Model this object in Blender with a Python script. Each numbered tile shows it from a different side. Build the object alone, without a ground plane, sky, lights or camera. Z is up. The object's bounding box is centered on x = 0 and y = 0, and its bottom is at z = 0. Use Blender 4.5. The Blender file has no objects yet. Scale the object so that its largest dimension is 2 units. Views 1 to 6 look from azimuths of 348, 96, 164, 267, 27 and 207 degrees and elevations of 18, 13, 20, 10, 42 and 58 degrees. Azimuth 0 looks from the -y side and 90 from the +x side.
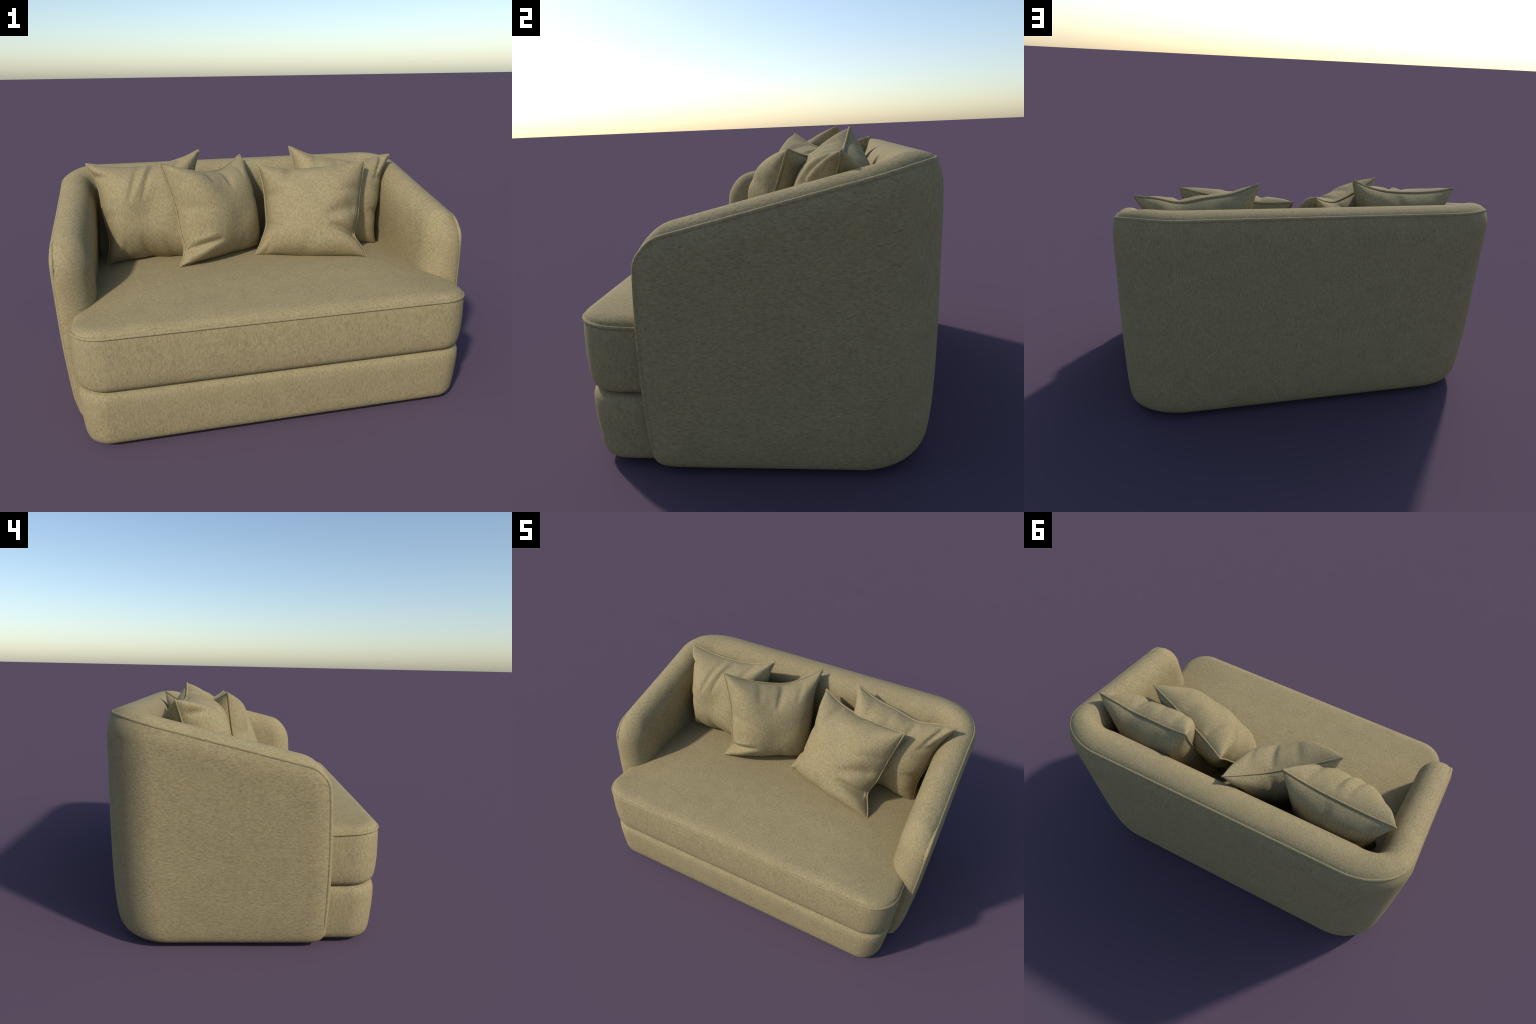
import bpy, bmesh, math
import numpy as np
from mathutils import Vector

# ------------------------------------------------------------------ materials
def fabric(name, streak, scale_long=55.0, scale_short=125.0, turn_y=None):
    """Melange upholstery: short woven flecks, longer along the low-frequency axes.
    streak = axes along which the flecks are long."""
    m = bpy.data.materials.new(name); m.use_nodes = True
    nt = m.node_tree; N = nt.nodes; L = nt.links
    bsdf = N["Principled BSDF"]
    tc = N.new("ShaderNodeTexCoord")

    def noise(vec, scale, detail, rough):
        n = N.new("ShaderNodeTexNoise")
        n.inputs["Scale"].default_value = scale
        n.inputs["Detail"].default_value = detail
        n.inputs["Roughness"].default_value = rough
        L.new(vec, n.inputs["Vector"]); return n.outputs["Fac"]

    def layer(axes, long_, short_):
        mp = N.new("ShaderNodeMapping")
        mp.inputs["Scale"].default_value = [long_ if a in axes else short_ for a in "xyz"]
        L.new(tc.outputs["Object"], mp.inputs["Vector"]); return mp.outputs["Vector"]
    turn = None
    if turn_y is not None:                                       # weave direction changes along object y
        sep = N.new("ShaderNodeSeparateXYZ"); L.new(tc.outputs["Object"], sep.inputs[0])
        mr = N.new("ShaderNodeMapRange"); mr.interpolation_type = 'SMOOTHSTEP'
        mr.inputs["From Min"].default_value, mr.inputs["From Max"].default_value = turn_y
        L.new(sep.outputs["Y"], mr.inputs["Value"]); turn = mr.outputs["Result"]
    def weave(long_, short_, detail, rough):
        a = noise(layer(streak, long_, short_), 1.0, detail, rough)
        if turn is None: return a
        b = noise(layer("z", long_, short_), 1.0, detail, rough)
        m_ = N.new("ShaderNodeMix"); L.new(turn, m_.inputs[0]); L.new(a, m_.inputs[2]); L.new(b, m_.inputs[3])
        return m_.outputs[0]
    fleck = weave(scale_long, scale_short, 3.0, 0.6)
    thread = weave(scale_long*3.2, scale_short*3.0, 2.0, 0.5)
    blotch = noise(tc.outputs["Object"], 11.0, 3.0, 0.55)

    def ramp(fac, stops):
        r = N.new("ShaderNodeValToRGB"); L.new(fac, r.inputs["Fac"])
        el = r.color_ramp.elements
        while len(el) < len(stops): el.new(0.5)
        for e, (p, c) in zip(el, stops): e.position = p; e.color = (*c, 1)
        return r.outputs["Color"]

    warm = ramp(fleck, [(0.27, (0.240, 0.185, 0.089)), (0.48, (0.306, 0.241, 0.119)),
                        (0.73, (0.360, 0.290, 0.148))])
    grey = ramp(fleck, [(0.27, (0.236, 0.187, 0.098)), (0.48, (0.300, 0.243, 0.130)),
                        (0.73, (0.354, 0.292, 0.163))])
    mp3 = N.new("ShaderNodeMapping")
    mp3.inputs["Scale"].default_value = [40 if a in streak else 75 for a in "xyz"]
    mp3.inputs["Location"].default_value = (3.1, 7.7, 1.3)
    L.new(tc.outputs["Object"], mp3.inputs["Vector"])
    yarn = ramp(noise(mp3.outputs["Vector"], 1.0, 2.0, 0.6), [(0.38, (0, 0, 0)), (0.62, (1, 1, 1))])
    mx = N.new("ShaderNodeMix"); mx.data_type = 'RGBA'
    L.new(yarn, mx.inputs[0]); L.new(warm, mx.inputs[6]); L.new(grey, mx.inputs[7])
    base = mx.outputs[2]
    fine = ramp(thread, [(0.30, (0.84, 0.84, 0.83)), (0.70, (1.12, 1.12, 1.12))])
    big = ramp(blotch, [(0.30, (0.95, 0.95, 0.95)), (0.70, (1.045, 1.045, 1.045))])
    def mul(a, b):
        x = N.new("ShaderNodeMix"); x.data_type = 'RGBA'; x.blend_type = 'MULTIPLY'
        x.inputs[0].default_value = 1.0
        L.new(a, x.inputs[6]); L.new(b, x.inputs[7]); return x.outputs[2]
    L.new(mul(mul(base, fine), big), bsdf.inputs["Base Color"])
    bsdf.inputs["Roughness"].default_value = 0.92
    bsdf.inputs["Specular IOR Level"].default_value = 0.25
    add = N.new("ShaderNodeMath"); add.operation = 'ADD'
    L.new(fleck, add.inputs[0])
    sc = N.new("ShaderNodeMath"); sc.operation = 'MULTIPLY'; sc.inputs[1].default_value = 0.45
    L.new(thread, sc.inputs[0]); L.new(sc.outputs[0], add.inputs[1])
    bump = N.new("ShaderNodeBump")
    bump.inputs["Strength"].default_value = 0.35
    bump.inputs["Distance"].default_value = 0.004
    L.new(add.outputs[0], bump.inputs["Height"])
    L.new(bump.outputs["Normal"], bsdf.inputs["Normal"])
    return m

M_X = fabric("fabric_vertical_weave", "z")      # back, seat, base, pillows
M_SHELL = fabric("fabric_shell_weave", "y", turn_y=(.46, .57))   # arm sides turning into the back
M_FOOT = bpy.data.materials.new("dark_plastic"); M_FOOT.use_nodes = True
_p = M_FOOT.node_tree.nodes["Principled BSDF"]
_p.inputs["Base Color"].default_value = (.02, .018, .016, 1); _p.inputs["Roughness"].default_value = .5

# ------------------------------------------------------------------ helpers
def interp(x, pts):
    """monotone-ish smooth interpolation through control points (Catmull-Rom on x)."""
    xs = np.array([p[0] for p in pts], float); ys = np.array([p[1] for p in pts], float)
    d = np.gradient(ys, xs)
    x = np.clip(np.asarray(x, float), xs[0], xs[-1])
    k = np.clip(np.searchsorted(xs, x) - 1, 0, len(xs) - 2)
    h = xs[k + 1] - xs[k]; t = (x - xs[k]) / h
    return ((2*t**3 - 3*t**2 + 1)*ys[k] + (t**3 - 2*t**2 + t)*h*d[k]
            + (-2*t**3 + 3*t**2)*ys[k+1] + (t**3 - t**2)*h*d[k+1])

def link(ob, parent=None):
    bpy.context.scene.collection.objects.link(ob)
    if parent is not None: ob.parent = parent
    return ob

def mesh_object(name, verts, faces, mat, parent=None, normals=None):
    me = bpy.data.meshes.new(name)
    me.from_pydata([tuple(map(float, v)) for v in verts], [], [tuple(int(i) for i in f) for f in faces])
    me.update()
    me.polygons.foreach_set("use_smooth", [True] * len(me.polygons))
    me.materials.append(mat)
    if normals is not None:
        me.normals_split_custom_set_from_vertices([tuple(n) for n in normals])
    return link(bpy.data.objects.new(name, me), parent)

def recalc(verts, faces):
    """merge doubles, make normals consistent, return clean verts, faces, vertex normals"""
    bm = bmesh.new()
    vs = [bm.verts.new(tuple(map(float, v))) for v in verts]
    for f in faces:
        ids = list(dict.fromkeys(int(i) for i in f))
        if len(ids) >= 3:
            try: bm.faces.new([vs[i] for i in ids])
            except ValueError: pass
    bmesh.ops.remove_doubles(bm, verts=bm.verts, dist=1e-5)
    bmesh.ops.dissolve_degenerate(bm, edges=bm.edges, dist=1e-6)
    bmesh.ops.recalc_face_normals(bm, faces=bm.faces)
    bm.verts.index_update(); bm.normal_update()
    V = np.array([v.co[:] for v in bm.verts]); F = [[v.index for v in f.verts] for f in bm.faces]
    Nn = np.array([v.normal[:] for v in bm.verts]); bm.free()
    return V, F, Nn

def tube(path, radius, closed, sides=10, flat=None):
    """tube swept along a 3D path (n,3); parallel-transport frame"""
    P = np.asarray(path, float); n = len(P)
    T = (np.roll(P, -1, 0) - np.roll(P, 1, 0)) if closed else np.gradient(P, axis=0)
    T /= np.linalg.norm(T, axis=1)[:, None]
    up = np.array([0, 0, 1.0]) if abs(T[0][2]) < 0.9 else np.array([1.0, 0, 0])
    a = np.cross(T[0], up); a /= np.linalg.norm(a)
    V = []
    for i in range(n):
        a = a - T[i] * (a @ T[i]); a /= np.linalg.norm(a); b = np.cross(T[i], a)
        r = radius[i] if np.ndim(radius) else radius
        for k in range(sides):
            w = 2 * math.pi * k / sides
            V.append(P[i] + r * (math.cos(w) * a + math.sin(w) * b))
    F = []
    for i in range(n if closed else n - 1):
        j = (i + 1) % n
        for k in range(sides):
            l = (k + 1) % sides
            F.append((i*sides + k, i*sides + l, j*sides + l, j*sides + k))
    if not closed:
        F.append(tuple(range(sides))); F.append(tuple((n-1)*sides + k for k in range(sides)))
    return V, F

# ------------------------------------------------------------------ shell (arms + back)
W_TOP, Y_TOP = 1.000, 0.639
FLOOR_GAP = 0.020                                                # hidden feet carry the frame
SIDE_IN = [(.02, .086), (.024, .078), (.032, .069), (.045, .061), (.07, .054), (.14, .045), (.28, .034),
           (.43, .025), (.60, .017), (.77, .011), (.9, .006), (1.0, .004), (1.2, .004)]    # near the back corner
SIDE_IN_FRONT = [(.02, .082), (.024, .073), (.032, .063), (.045, .054), (.07, .046), (.14, .034), (.28, .022),
           (.43, .012), (.60, .006), (.77, .001), (.9, 0), (1.0, 0), (1.2, 0)]             # near the arm front
BACK_IN = [(.02, .088), (.024, .077), (.032, .064), (.045, .051), (.07, .037), (.14, .022), (.24, .013),
           (.48, .003), (.74, 0), (.98, .003), (1.07, .010), (1.2, .012)]
FRONT_Y = [(0, -.360), (.05, -.368), (.15, -.374), (.30, -.378), (.45, -.378), (.60, -.374),
           (.75, -.366), (.85, -.356), (1.0, -.342)]
R_CORNER = [(0, .218), (.25, .230), (.75, .246), (1.1, .230)]
R_ARM_TOP, R_ARM_FOOT = 0.076, 0.045
BACK_Z = 1.070
def seam_height(y):
    h = .934 + .245 * y
    k = .006                                   # soft limit at the level back
    return -k * np.logaddexp(-h / k, -BACK_Z / k)

def smooth(a, b, x):
    k = np.clip((x - a)/(b - a), 0, 1); return k*k*(3 - 2*k)

def tuck(d, width, depth):
    """the outer panel rolls inward where it is sewn to the pad"""
    return depth*np.clip(1 - d/width, 0, 1)**2

def round_distance(a, b, R):
    """distance to two perpendicular edges joined by a round corner"""
    p, q = np.clip((R - a)/R, 0, 1), np.clip((R - b)/R, 0, 1)
    return np.where((p > 0) & (q > 0), R*(1 - np.minimum(np.hypot(p, q), 1)), np.minimum(a, b))

def wall_point(kind, t, z, y_side=None, d_top=9.0, d_front=9.0):
    """Outer wall of the right half. kind: side / corner / back. returns xy, inward normal, level arrays"""
    tk = tuck(d_top, .08, .015)
    w = W_TOP - interp(z, SIDE_IN) - tk; yb = Y_TOP - interp(z, BACK_IN) - tk; r = interp(z, R_CORNER); rx = 1.22*r      # the corner sweeps further along the back
    if kind == "side":
        m = smooth(-.30, .32, y_side)
        w = (W_TOP - m*interp(z, SIDE_IN) - (1 - m)*interp(z, SIDE_IN_FRONT)
             - tuck(round_distance(d_front, d_top, R_ARM_TOP), .08, .015))
        return np.stack([w, y_side], -1), np.stack([-np.ones_like(w), np.zeros_like(w)], -1)
    if kind == "corner":
        a = t * math.pi / 2
        return (np.stack([w - rx + rx*math.cos(a), yb - r + r*math.sin(a)], -1),
                np.stack([np.full_like(w, -math.cos(a)), np.full_like(w, -math.sin(a))], -1))
    return (np.stack([(w - rx) * (1 - t), yb], -1), np.stack([np.zeros_like(w), -np.ones_like(w)], -1))

def build_shell():
    # rows: distance fractions from the bottom; dense near floor and near seam
    PAD_R = 0.115
    th = np.linspace(0, math.pi/2, 15)
    top_d = PAD_R * (1 - np.cos(th))                       # 0 .. PAD_R
    nz_mid = 26
    foot = FLOOR_GAP + np.array([0, .003, .007, .012, .020, .032, .048, .07])
    # columns: front edge distances like the rows, then regular
    front_d = PAD_R * (1 - np.cos(th))
    cols = []                                               # (kind, param)
    for d in front_d: cols.append(("side", d))
    nside = 34
    SIDE_END = .41                                          # y where side meets the plan corner (about)
    for q in np.linspace(0, 1, nside)[1:]: cols.append(("sideq", q))
    for t in np.linspace(0, 1, 19)[1:]: cols.append(("corner", t))
    for t in np.linspace(0, 1, 28)[1:]: cols.append(("back", t))
    ncol = len(cols); nrow = len(foot) + nz_mid + len(top_d)

    O = np.zeros((ncol, nrow, 3)); I = np.zeros((ncol, nrow, 3)); Nv = np.zeros((ncol, nrow, 2))
    for c, (kind, q) in enumerate(cols):
        def zs(H):
            ztop = H - top_d[::-1]
            zmid = np.linspace(foot[-1], ztop[0], nz_mid + 2)[1:-1]
            return np.concatenate([foot, zmid, ztop])
        if kind in ("side", "sideq"):
            # iterate: the seam height depends on y, y depends on z through FRONT_Y
            y = np.full(nrow, 0.0)
            for _ in range(4):
                H = seam_height(y[-1]); z = zs(H)
                f = interp(z, FRONT_Y)
                end = Y_TOP - interp(z, BACK_IN) - interp(z, R_CORNER)
                y = f + q if kind == "side" else f + PAD_R + (end - f - PAD_R) * q
            yy, zz = y.copy(), z.copy()
            df, dt = yy - f, H - zz
            # round the upper and lower front corners (square -> disc mapping)
            for (R, top) in ((R_ARM_TOP, True), (R_ARM_FOOT, False)):
                dd = dt if top else zz - FLOOR_GAP
                m = (df < R) & (dd < R)
                xi = (R - df[m]) / R; et = (R - dd[m]) / R
                xi2 = xi * np.sqrt(1 - et**2/2); et2 = et * np.sqrt(1 - xi**2/2)
                yy[m] = f[m] + R - R*xi2
                zz[m] = (H - R + R*et2) if top else (FLOOR_GAP + R - R*et2)
            df, dt = yy - f, H - zz
            xy, nn = wall_point("side", 0, zz, yy, dt, df)
            thick = np.full(nrow, .177) + .006*np.clip((yy + .3)/.7, 0, 1)
        else:
            H0 = BACK_Z
            for _ in range(3):
                z = zs(H0); xy, nn = wall_point(kind, q, z, None, H0 - z); H0 = seam_height(xy[-1, 1])
            H = H0; zz = z; df = np.full(nrow, 9.0); dt = H - zz
            tt = q if kind == "corner" else 1.0
            thick = np.full(nrow, .183 + .034*tt)
            f = None
        O[c, :, :2] = xy; O[c, :, 2] = zz; Nv[c] = nn
        # distance to the seam and outward direction in the panel
        R = PAD_R
        d = np.minimum(df, dt); E = np.zeros((nrow, 2))     # (front, up) components
        ft = np.clip((R - df)/R, 0, 1); ut = np.clip((R - dt)/R, 0, 1)
        rr = np.sqrt(ft**2 + ut**2)
        d = np.where((ft > 0) & (ut > 0), R*(1 - np.minimum(rr, 1)), np.minimum(df, dt))
        E[:, 0] = ft/np.maximum(rr, 1e-6); E[:, 1] = ut/np.maximum(rr, 1e-6)
        cs = np.clip(1 - d/R, 0, 1); ang = np.arccos(cs)     # 0 at seam .. 90 deg
        on_seam = np.zeros(nrow, bool); on_seam[-1] = True
        if kind == "side" and q == 0: on_seam[:] = True
        ang[on_seam] = 0.0
        off = (thick - .022*smooth(.14, .40, d))*np.sin(ang)**(1.12 + .15*E[:, 0])
        bulge = np.clip(np.sin(2*ang), 0, 1)**.75
        I[c] = O[c]
        I[c, :, :2] += nn*off[:, None]
        I[c, :, 1] -= E[:, 0]*bulge*.030
        I[c, :, 2] += E[:, 1]*bulge*(.056 if kind.startswith("side") else .056 - .013*tt)
    return O, I, cols

O, I, COLS = build_shell()

def assemble_shell():
    ncol, nrow = O.shape[:2]
    verts, faces, tag = [], [], []
    def add_grid(G, mirror):
        base = len(verts)
        for c in range(ncol):
            for r in range(nrow):
                p = G[c, r].copy()
                if mirror: p[0] = -p[0]
                verts.append(p)
        for c in range(ncol - 1):
            for r in range(nrow - 1):
                faces.append((base + c*nrow + r, base + (c+1)*nrow + r, base + (c+1)*nrow + r+1, base + c*nrow + r+1))
        return base
    for mirror in (False, True):
        a = add_grid(O, mirror); b = add_grid(I, mirror)
        for c in range(ncol - 1):                          # underside
            faces.append((a + c*nrow, a + (c+1)*nrow, b + (c+1)*nrow, b + c*nrow))
    return recalc(verts, faces)

# ------------------------------------------------------------------ rounded slabs (base, seat)
def slab_contour(hx, yf, yb, r, n_arc=16, n_x=44, n_y=22):
    """closed rounded rectangle (plan), counter-clockwise; returns points and outward normals"""
    pts, nor = [], []
    def arc(cx, cy, a0):
        for t in np.linspace(0, 1, n_arc, endpoint=False):
            a = a0 + t*math.pi/2
            pts.append((cx + r*math.cos(a), cy + r*math.sin(a))); nor.append((math.cos(a), math.sin(a)))
    def line(p, q, nrm, n):
        for t in np.linspace(0, 1, n, endpoint=False):
            pts.append((p[0] + (q[0]-p[0])*t, p[1] + (q[1]-p[1])*t)); nor.append(nrm)
    line((-hx + r, yf), (hx - r, yf), (0, -1), n_x); arc(hx - r, yf + r, -math.pi/2)
    line((hx, yf + r), (hx, yb - r), (1, 0), n_y); arc(hx - r, yb - r, 0)
    line((hx - r, yb), (-hx + r, yb), (0, 1), n_x); arc(-hx + r, yb - r, math.pi/2)
    line((-hx, yb - r), (-hx, yf + r), (-1, 0), n_y); arc(-hx + r, yf + r, math.pi)
    return np.array(pts), np.array(nor)

SEAT = dict(hx=.920, yf=-.631, yb=.47, r=.145)
def seat_seam_z(x, y):
    return .541 + .012*np.clip((-y - .40)/.22, 0, 1)

def seat_top(x, y):
    """crowned top of the seat cushion"""
    dx = SEAT["hx"] - np.abs(x); dy = np.minimum(y - SEAT["yf"], .9)
    R = SEAT["r"]
    d = np.clip(round_distance(dx, dy, R), 0, None); dx = np.clip(dx, 0, None); dy = np.clip(dy, 0, None)
    lip = .028*np.sqrt(np.clip(1 - (1 - np.clip(d/.05, 0, 1))**2, 0, 1))
    crown = .063*(1 - np.clip(1 - dx/.46, 0, 1)**2)*(1 - np.clip(1 - dy/.50, 0, 1)**2)
    return seat_seam_z(x, y) + lip + crown

def slab(profile, plan, top_fn=None, seam_shift=None):
    """rings of the plan contour offset by profile (offset, z); caps top and bottom with shrinking rings"""
    C, Nn = slab_contour(**plan); n = len(C)
    rings = []
    for off, z in profile:
        q = C + Nn*off
        zz = np.full(n, z)
        if seam_shift is not None: zz = zz + seam_shift(C[:, 0], C[:, 1])*interp(np.full(n, z), [(.29, 0), (.54, 1)])
        rings.append(np.column_stack([q, zz]))
    if top_fn is not None:
        ctr = np.array([0, (plan["yf"] + plan["yb"])/2])
        start = rings[-1][:, :2]
        for k in (.004, .010, .018, .028, .040, .055, .075, .10, .14, .18, .23, .28, .33, .38, .43, .47):
            # inset ring: shrink the rectangle, keep round corners
            s_x = (plan["hx"] - k)/plan["hx"]; ly = (plan["yb"] - plan["yf"])/2
            s_y = (ly - k)/ly
            q = (start - ctr)*[s_x, s_y] + ctr
            rings.append(np.column_stack([q, top_fn(q[:, 0], q[:, 1])]))
    verts = np.concatenate(rings); faces = []
    for i in range(len(rings) - 1):
        for k in range(n):
            l = (k + 1) % n
            faces.append((i*n + k, i*n + l, (i+1)*n + l, (i+1)*n + k))
    verts = list(verts)
    def cap(i0, z):
        m = len(verts); verts.append(np.array([0, (plan["yf"] + plan["yb"])/2, z]))
        for k in range(n): faces.append((i0 + k, i0 + (k+1) % n, m))
    cap(0, profile[0][1])
    last = (len(rings) - 1)*n
    cap(last, float(np.mean([verts[last + k][2] for k in range(n)])))
    return recalc(verts, faces)

# ------------------------------------------------------------------ pillows
def pillow(name, corners, edges, front, back, creases, label, seed, skew=0.0, seat_contact=True):
    """corners: bottom-left, bottom-right, top-right, top-left (left = -x).
    edges: for bottom, right, top, left -> control points (t, inward sag, forward shift)
    creases on the front face: (u0,v0,u1,v1,width,depth)."""
    c00, c10, c11, c01 = [np.array(c, float) for c in corners]
    ctr = (c00 + c10 + c11 + c01)/4
    X = (c10 + c11 - c00 - c01); X /= np.linalg.norm(X)
    Yv = (c01 + c11 - c00 - c10)
    Nf = np.cross(X, Yv); Nf /= np.linalg.norm(Nf)          # faces forward (-y)
    def edge(p, q, ctl):
        ts = [0] + [k[0] for k in ctl] + [1]
        sag = [0] + [k[1] for k in ctl] + [0]; fwd = [0] + [k[2] for k in ctl] + [0]
        d = q - p; inn = np.cross(Nf, d); inn /= np.linalg.norm(inn)
        if inn @ (ctr - (p + q)/2) < 0: inn = -inn
        def f(t):
            t = np.asarray(t, float)
            return (p + np.multiply.outer(t, d) + np.multiply.outer(interp(t, list(zip(ts, sag))), inn)
                    + np.multiply.outer(interp(t, list(zip(ts, fwd))), Nf))
        return f
    eb = edge(c00, c10, edges[0]); er = edge(c10, c11, edges[1])
    et = edge(c01, c11, edges[2]); el = edge(c00, c01, edges[3])
    n = 96
    a = np.linspace(-1, 1, n + 1)
    g = np.sin(a*math.pi/2)*.85 + a*.15                     # denser near the seam
    s = (g + 1)/2
    S, Tt = np.meshgrid(s, s, indexing="ij")
    B, Tp = eb(s)[:, None, :], et(s)[:, None, :]
    Lf, Rt = el(s)[None, :, :], er(s)[None, :, :]
    s_, t_ = S[..., None], Tt[..., None]
    mid = ((1-t_)*B + t_*Tp + (1-s_)*Lf + s_*Rt
           - ((1-s_)*(1-t_)*c00 + s_*(1-t_)*c10 + s_*t_*c11 + (1-s_)*t_*c01))
    U, V = 2*S - 1, 2*Tt - 1
    Vs = V + .05*(1 - V**2)                                  # the filling sags a little
    Us = U + skew*(1 - U**2)
    prof = np.clip(1 - np.abs(Us)**2.5, 0, 1)*np.clip(1 - np.abs(Vs)**2.8, 0, 1)
    body = prof**.48
    rng = np.random.default_rng(seed)
    lump = np.zeros_like(U)
    for _ in range(14):
        kx, ky = rng.uniform(-7, 7, 2); ph = rng.uniform(0, 6.28)
        lump += np.cos(kx*U + ky*V + ph)
    lump *= .0021*np.sqrt(prof)
    # puckers: short gathers running in from the sewn edge
    pucker = np.zeros_like(U)
    for dist, along in ((1 - np.abs(U), V + 3*np.sign(U)), (1 - np.abs(V), U + 9*np.sign(V))):
        w = np.zeros_like(U)
        for _ in range(5):
            k = rng.uniform(6, 17); ph = rng.uniform(0, 6.28); w += np.cos(k*along + ph)*rng.uniform(.3, 1)
        pucker += w*np.exp(-dist/.16)*np.clip(dist/.06, 0, 1)
    pucker *= .0032*np.clip(prof*10, 0, 1)
    def crease_field(lst):
        f = np.zeros_like(U)
        for (u0, v0, u1, v1, w, dep) in lst:
            p = np.array([u0, v0]); d = np.array([u1, v1]) - p; ll = d @ d
            k = np.clip(((U - u0)*d[0] + (V - v0)*d[1])/ll, 0, 1)
            dist2 = (U - u0 - k*d[0])**2 + (V - v0 - k*d[1])**2
            f += dep*np.exp(-dist2/(w*(1 - .35*k))**2)*(1 - .75*k)
        return f*np.clip(prof*14, 0, 1)**.7
    hf = front*body + lump + pucker + crease_field(creases[0])*1.2
    hb = back*body - lump + pucker + crease_field(creases[1])*1.2
    Pf = mid + hf[..., None]*Nf; Pb = mid - hb[..., None]*Nf
    if seat_contact:
        for P in (Pf, Pb):
            lim = seat_top(P[..., 0], P[..., 1]) + .002
            P[..., 2] = np.maximum(P[..., 2], lim)
    m = n + 1
    verts = np.concatenate([Pf.reshape(-1, 3), Pb.reshape(-1, 3)]); faces = []
    for k in range(2):
        for i in range(n):
            for j in range(n):
                q = (k*m*m + i*m + j, k*m*m + (i+1)*m + j, k*m*m + (i+1)*m + j+1, k*m*m + i*m + j+1)
                faces.append(q)
    Vv, Ff, Nn = recalc(verts, faces)
    ob = mesh_object(name, Vv, Ff, M_X)
    ob["label"] = label; ob["category"] = "pillow"
    # welt along the seam
    idx = ([(i, 0) for i in range(n)] + [(n, j) for j in range(n)] + [(i, n) for i in range(n, 0, -1)] + [(0, j) for j in range(n, 0, -1)])
    loop = np.array([Pf[i, j] for i, j in idx]); lm = np.array([mid[i, j] for i, j in idx])
    out = loop - ctr; out -= np.outer(out @ Nf, Nf); out /= np.linalg.norm(out, axis=1)[:, None]
    keep = [0]
    for i in range(1, len(loop)):
        if np.linalg.norm(loop[i] - loop[keep[-1]]) > .0045: keep.append(i)
    path = (loop + out*.003)[keep]
    tv, tf = tube(path, .0048, True, 8)
    if seat_contact:
        tv = [np.array([p[0], p[1], max(p[2], seat_top(p[0], p[1]) + .0015)]) for p in tv]
    tv, tf, tn = recalc(tv, tf)
    mesh_object("welt", tv, tf, M_X, ob)
    return ob

# ------------------------------------------------------------------ build the sofa
sofa = link(bpy.data.objects.new("sofa", None))
sofa["label"] = "two-seat beige fabric sofa with curved wraparound back"
sofa["category"] = "sofa"

V, F, Nn = assemble_shell()
cent = np.array([V[f].mean(0) for f in F])
split = .44
region = np.where(cent[:, 1] < split, np.where(cent[:, 0] > 0, 1, 2), 0)
parts = {}
for k, nm, mat in ((0, "backrest", M_SHELL), (1, "armrest", M_SHELL), (2, "armrest", M_SHELL)):
    fs = [F[i] for i in np.where(region == k)[0]]
    used = sorted({i for f in fs for i in f}); mp = {o: i for i, o in enumerate(used)}
    parts[k] = mesh_object(nm, V[used], [[mp[i] for i in f] for f in fs], mat, sofa, Nn[used])

# seam piping along the edge of the outer panel: one cord from arm foot to arm foot
front_edge = O[0, :, :]; top_edge = O[:, -1, :]
half = np.concatenate([front_edge[2:-1], top_edge])          # from the foot up and round to the middle of the back
seg = np.concatenate([[0], np.cumsum(np.linalg.norm(np.diff(half, axis=0), axis=1))])
u = np.linspace(0, seg[-1], 240)
half = np.stack([np.interp(u, seg, half[:, i]) for i in range(3)], -1)
tan = np.gradient(half, axis=0); tan /= np.linalg.norm(tan, axis=1)[:, None]
inward = np.array([0, .15, .55]) - half; inward[:, 2] -= .1
inward -= tan*np.sum(inward*tan, 1)[:, None]; inward /= np.linalg.norm(inward, axis=1)[:, None]
half = half + inward*.0062
rad = .0098*smooth(0, .12, u) + .0002
mir = half*[-1, 1, 1]
v, f = tube(np.concatenate([half, mir[::-1][1:]]), np.concatenate([rad, rad[::-1][1:]]), False, 10)
v, f, n_ = recalc(v, f)
mesh_object("piping", v, f, M_SHELL, sofa)

for fx in (-.70, .70):                                           # low feet, tucked out of sight
    for fy in (-.40, .38):
        v, f = tube([(fx, fy, 0), (fx, fy, .003), (fx, fy, .018), (fx, fy, .0215)], [.032, .035, .035, .034], False, 24)
        v, f, n_ = recalc(v, f); mesh_object("foot", v, f, M_FOOT, sofa)

base_prof = [(-.10, .020), (-.060, .0205), (-.040, .026), (-.026, .040), (-.019, .062), (-.014, .10), (-.008, .17), (-.005, .225),
             (-.006, .258), (-.011, .275), (-.022, .286), (-.05, .2895), (-.09, .290)]

v, f, n_ = slab(base_prof, dict(hx=.922, yf=-.630, yb=.47, r=.140))
mesh_object("base", v, f, M_X, sofa)

seat_prof = [(-.08, .290), (-.045, .291), (-.024, .296), (-.010, .307), (-.003, .325), (.002, .36), (.005, .41), (.005, .46),
             (.004, .50), (.002, .525), (-.001, .5405)]
v, f, n_ = slab(seat_prof, SEAT, seat_top, lambda x, y: seat_seam_z(x, y) - .541)
seat = mesh_object("seat_cushion", v, f, M_X, sofa)
C, Cn = slab_contour(**SEAT)
path = np.column_stack([C + Cn*(-.0012), seat_seam_z(C[:, 0], C[:, 1])])
v, f = tube(path, .007, True, 10); v, f, n_ = recalc(v, f)
mesh_object("piping", v, f, M_X, seat)

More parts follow.
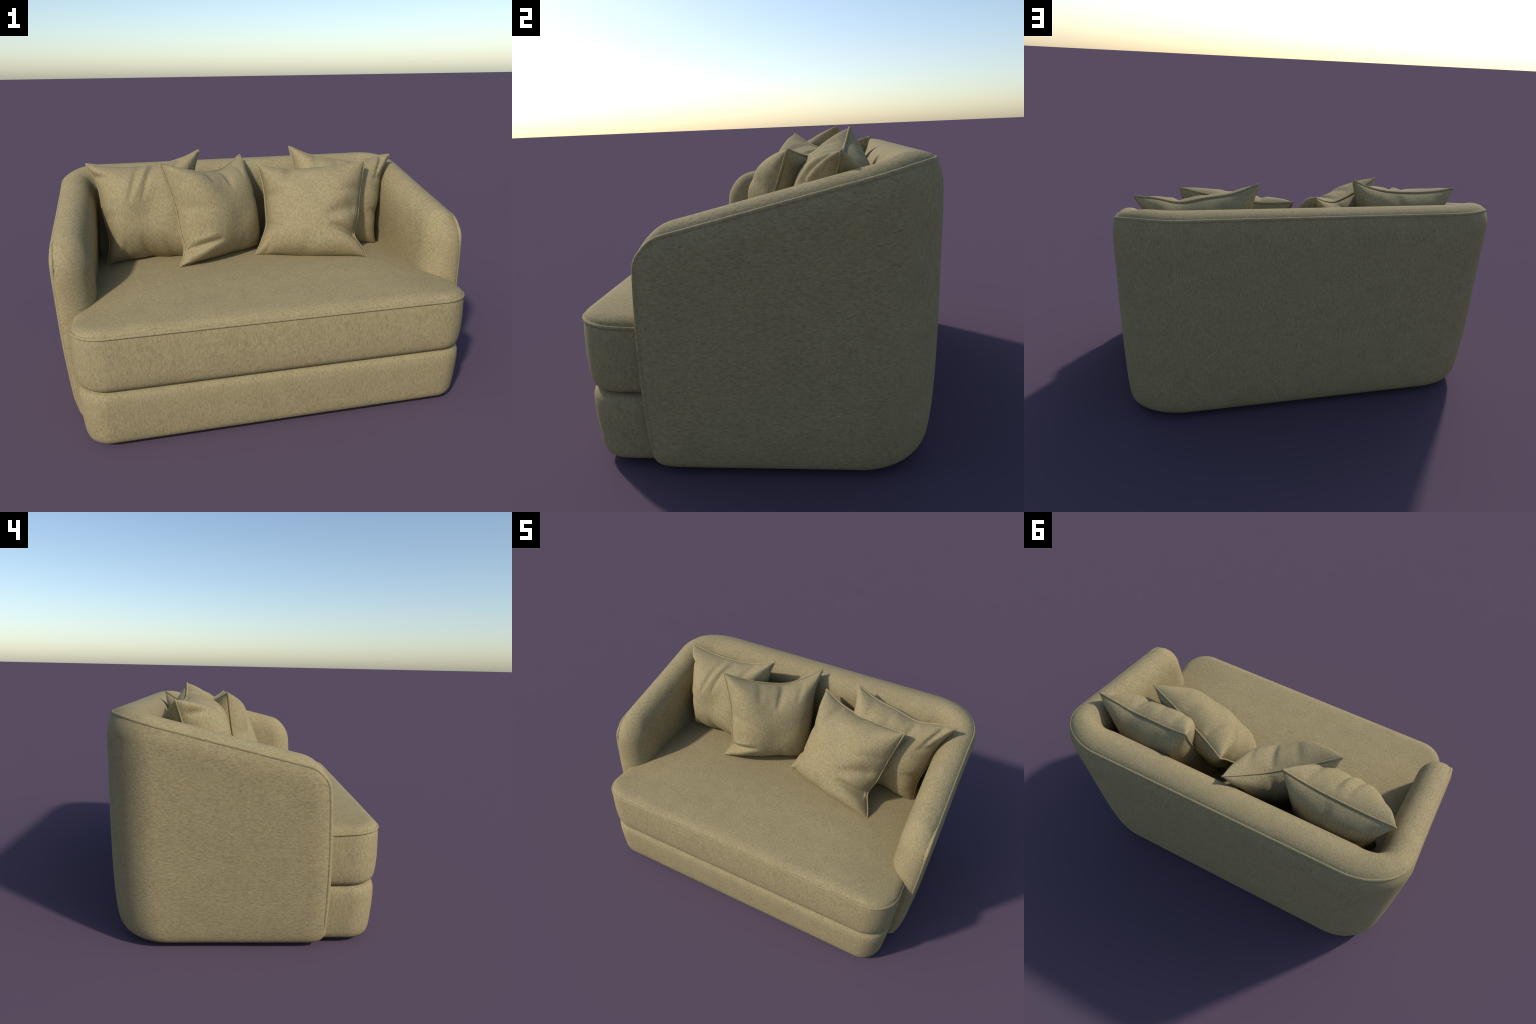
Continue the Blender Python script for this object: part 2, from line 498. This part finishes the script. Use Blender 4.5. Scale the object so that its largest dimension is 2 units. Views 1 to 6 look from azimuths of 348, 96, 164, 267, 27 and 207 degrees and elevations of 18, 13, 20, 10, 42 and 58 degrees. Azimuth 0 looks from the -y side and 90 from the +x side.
# ------------------------------------------------------------------ the four pillows
low = [(.12, .004, 0), (.3, .0, -.004), (.5, -.004, -.006), (.7, .0, -.006), (.88, .004, 0)]     # bottom seam kept forward
soft = [(.12, .010, -.012), (.3, .012, -.055), (.5, .015, -.075), (.7, .012, -.055), (.88, .010, -.012)]
pillow("throw_pillow",                                        # far -x, against the back
       [(-.775, .19, .606), (-.275, .15, .606), (-.242, .309, 1.180), (-.843, .317, 1.131)],
       [soft, [(.2, .03, 0), (.5, .03, 0), (.8, .03, 0)],
        [(.2, .030, 0), (.44, .048, 0), (.7, .048, 0), (.88, .026, 0)],
        [(.2, .035, 0), (.5, .035, 0), (.8, .035, 0)]],
       .215, .165,
       ([(-.1, .95, -.38, .25, .075, -.020), (.14, .95, -.1, .30, .065, -.017), (.02, .9, -.25, .35, .05, .008), (.62, .97, .5, .62, .09, -.018),
         (-.05, -.95, -.2, -.55, .12, -.022), (.45, -.95, .3, -.6, .12, -.018), (-.62, -.95, -.6, -.65, .10, -.014),
         (-.98, .72, -.66, .70, .09, -.022), (-.98, -.1, -.7, -.05, .10, -.012), (.97, .62, .7, .5, .08, -.014)],
        [(.1, .95, .1, .6, .08, -.008)]),
       "square beige fabric throw pillow with creased top", 3)
pillow("throw_pillow",                                        # -x side, in front, turned
       [(-.406, -.042, .635), (.070, .245, .615), (.017, .453, 1.127), (-.465, .087, 1.146)],
       [[(.12, .004, 0), (.3, .002, -.022), (.5, 0, -.034), (.7, .002, -.026), (.88, .004, 0)], [(.2, .02, 0), (.5, .03, 0), (.8, .03, 0)],
        [(.25, .05, 0), (.5, .075, 0), (.62, .078, .0), (.8, .05, 0)],
        [(.16, .055, 0), (.3, .05, 0), (.6, .045, 0), (.85, .02, 0)]],
       .200, .12,
       ([(.16, .95, .06, .55, .085, -.026), (-.97, -.72, -.50, -.62, .075, -.036), (-.97, -.58, -.62, -.50, .05, .010), (-.3, .95, -.35, .65, .10, -.014),
         (.55, .95, .5, .65, .09, -.014), (-.97, .1, -.6, .05, .10, -.012), (.97, .2, .7, .1, .1, -.012), (.25, -.95, .2, -.65, .13, -.012),
         (-.97, -.85, -.8, -.85, .06, .012)], [(.2, .95, .2, .6, .09, -.012)]),
       "square beige fabric throw pillow with folded corner", 7, .02)
pillow("throw_pillow",                                        # +x side, in front, turned
       [(.018, .07, .627), (.595, -.112, .621), (.652, .116, 1.106), (.099, .341, 1.076)],
       [low,
        [(.1, .025, -.004), (.24, .068, -.012), (.4, .05, -.014), (.7, .03, -.006)],
        [(.2, .03, 0), (.38, .04, 0), (.7, .028, 0)],
        [(.15, .03, -.008), (.33, .055, -.02), (.5, .05, -.022), (.8, .03, -.01)]],
       .186, .11,
       ([(.97, -.55, .52, -.42, .075, -.036), (.97, -.40, .65, -.28, .055, .012), (.84, -.04, .45, -.16, .15, -.034), (.9, .35, .6, .3, .12, -.012),
         (-.97, -.40, -.55, -.5, .085, -.022), (-.97, .25, -.65, .2, .12, -.013), (-.4, .95, -.48, .62, .085, -.020),
         (-.05, -.97, .0, -.66, .16, -.014), (-.8, -.97, -.72, -.75, .07, -.016), (.25, .95, .22, .7, .1, -.010)], []),
       "square beige fabric throw pillow with dented side", 11, .06)
pillow("throw_pillow",                                        # far +x, against the back
       [(.235, .19, .606), (.774, .19, .592), (.888, .297, 1.108), (.287, .349, 1.172)],
       [soft, [(.2, .03, 0), (.5, .035, 0), (.8, .035, 0)],
        [(.2, .038, 0), (.45, .05, 0), (.66, .058, 0), (.85, .02, 0)],
        [(.2, .03, 0), (.5, .03, 0), (.8, .03, 0)]],
       .185, .165,
       ([(.32, .96, .30, .45, .055, -.015), (.44, .95, .42, .5, .06, .007), (-.55, .95, -.6, .6, .11, -.014), (.82, .95, .74, .5, .07, -.020),
         (.97, .5, .7, .45, .09, -.014), (-.15, .95, -.12, .7, .09, -.009), (.97, -.3, .7, -.25, .1, -.012), (.3, -.95, .25, -.65, .13, -.012)], []),
       "square beige fabric throw pillow with pinched top", 19, .12)
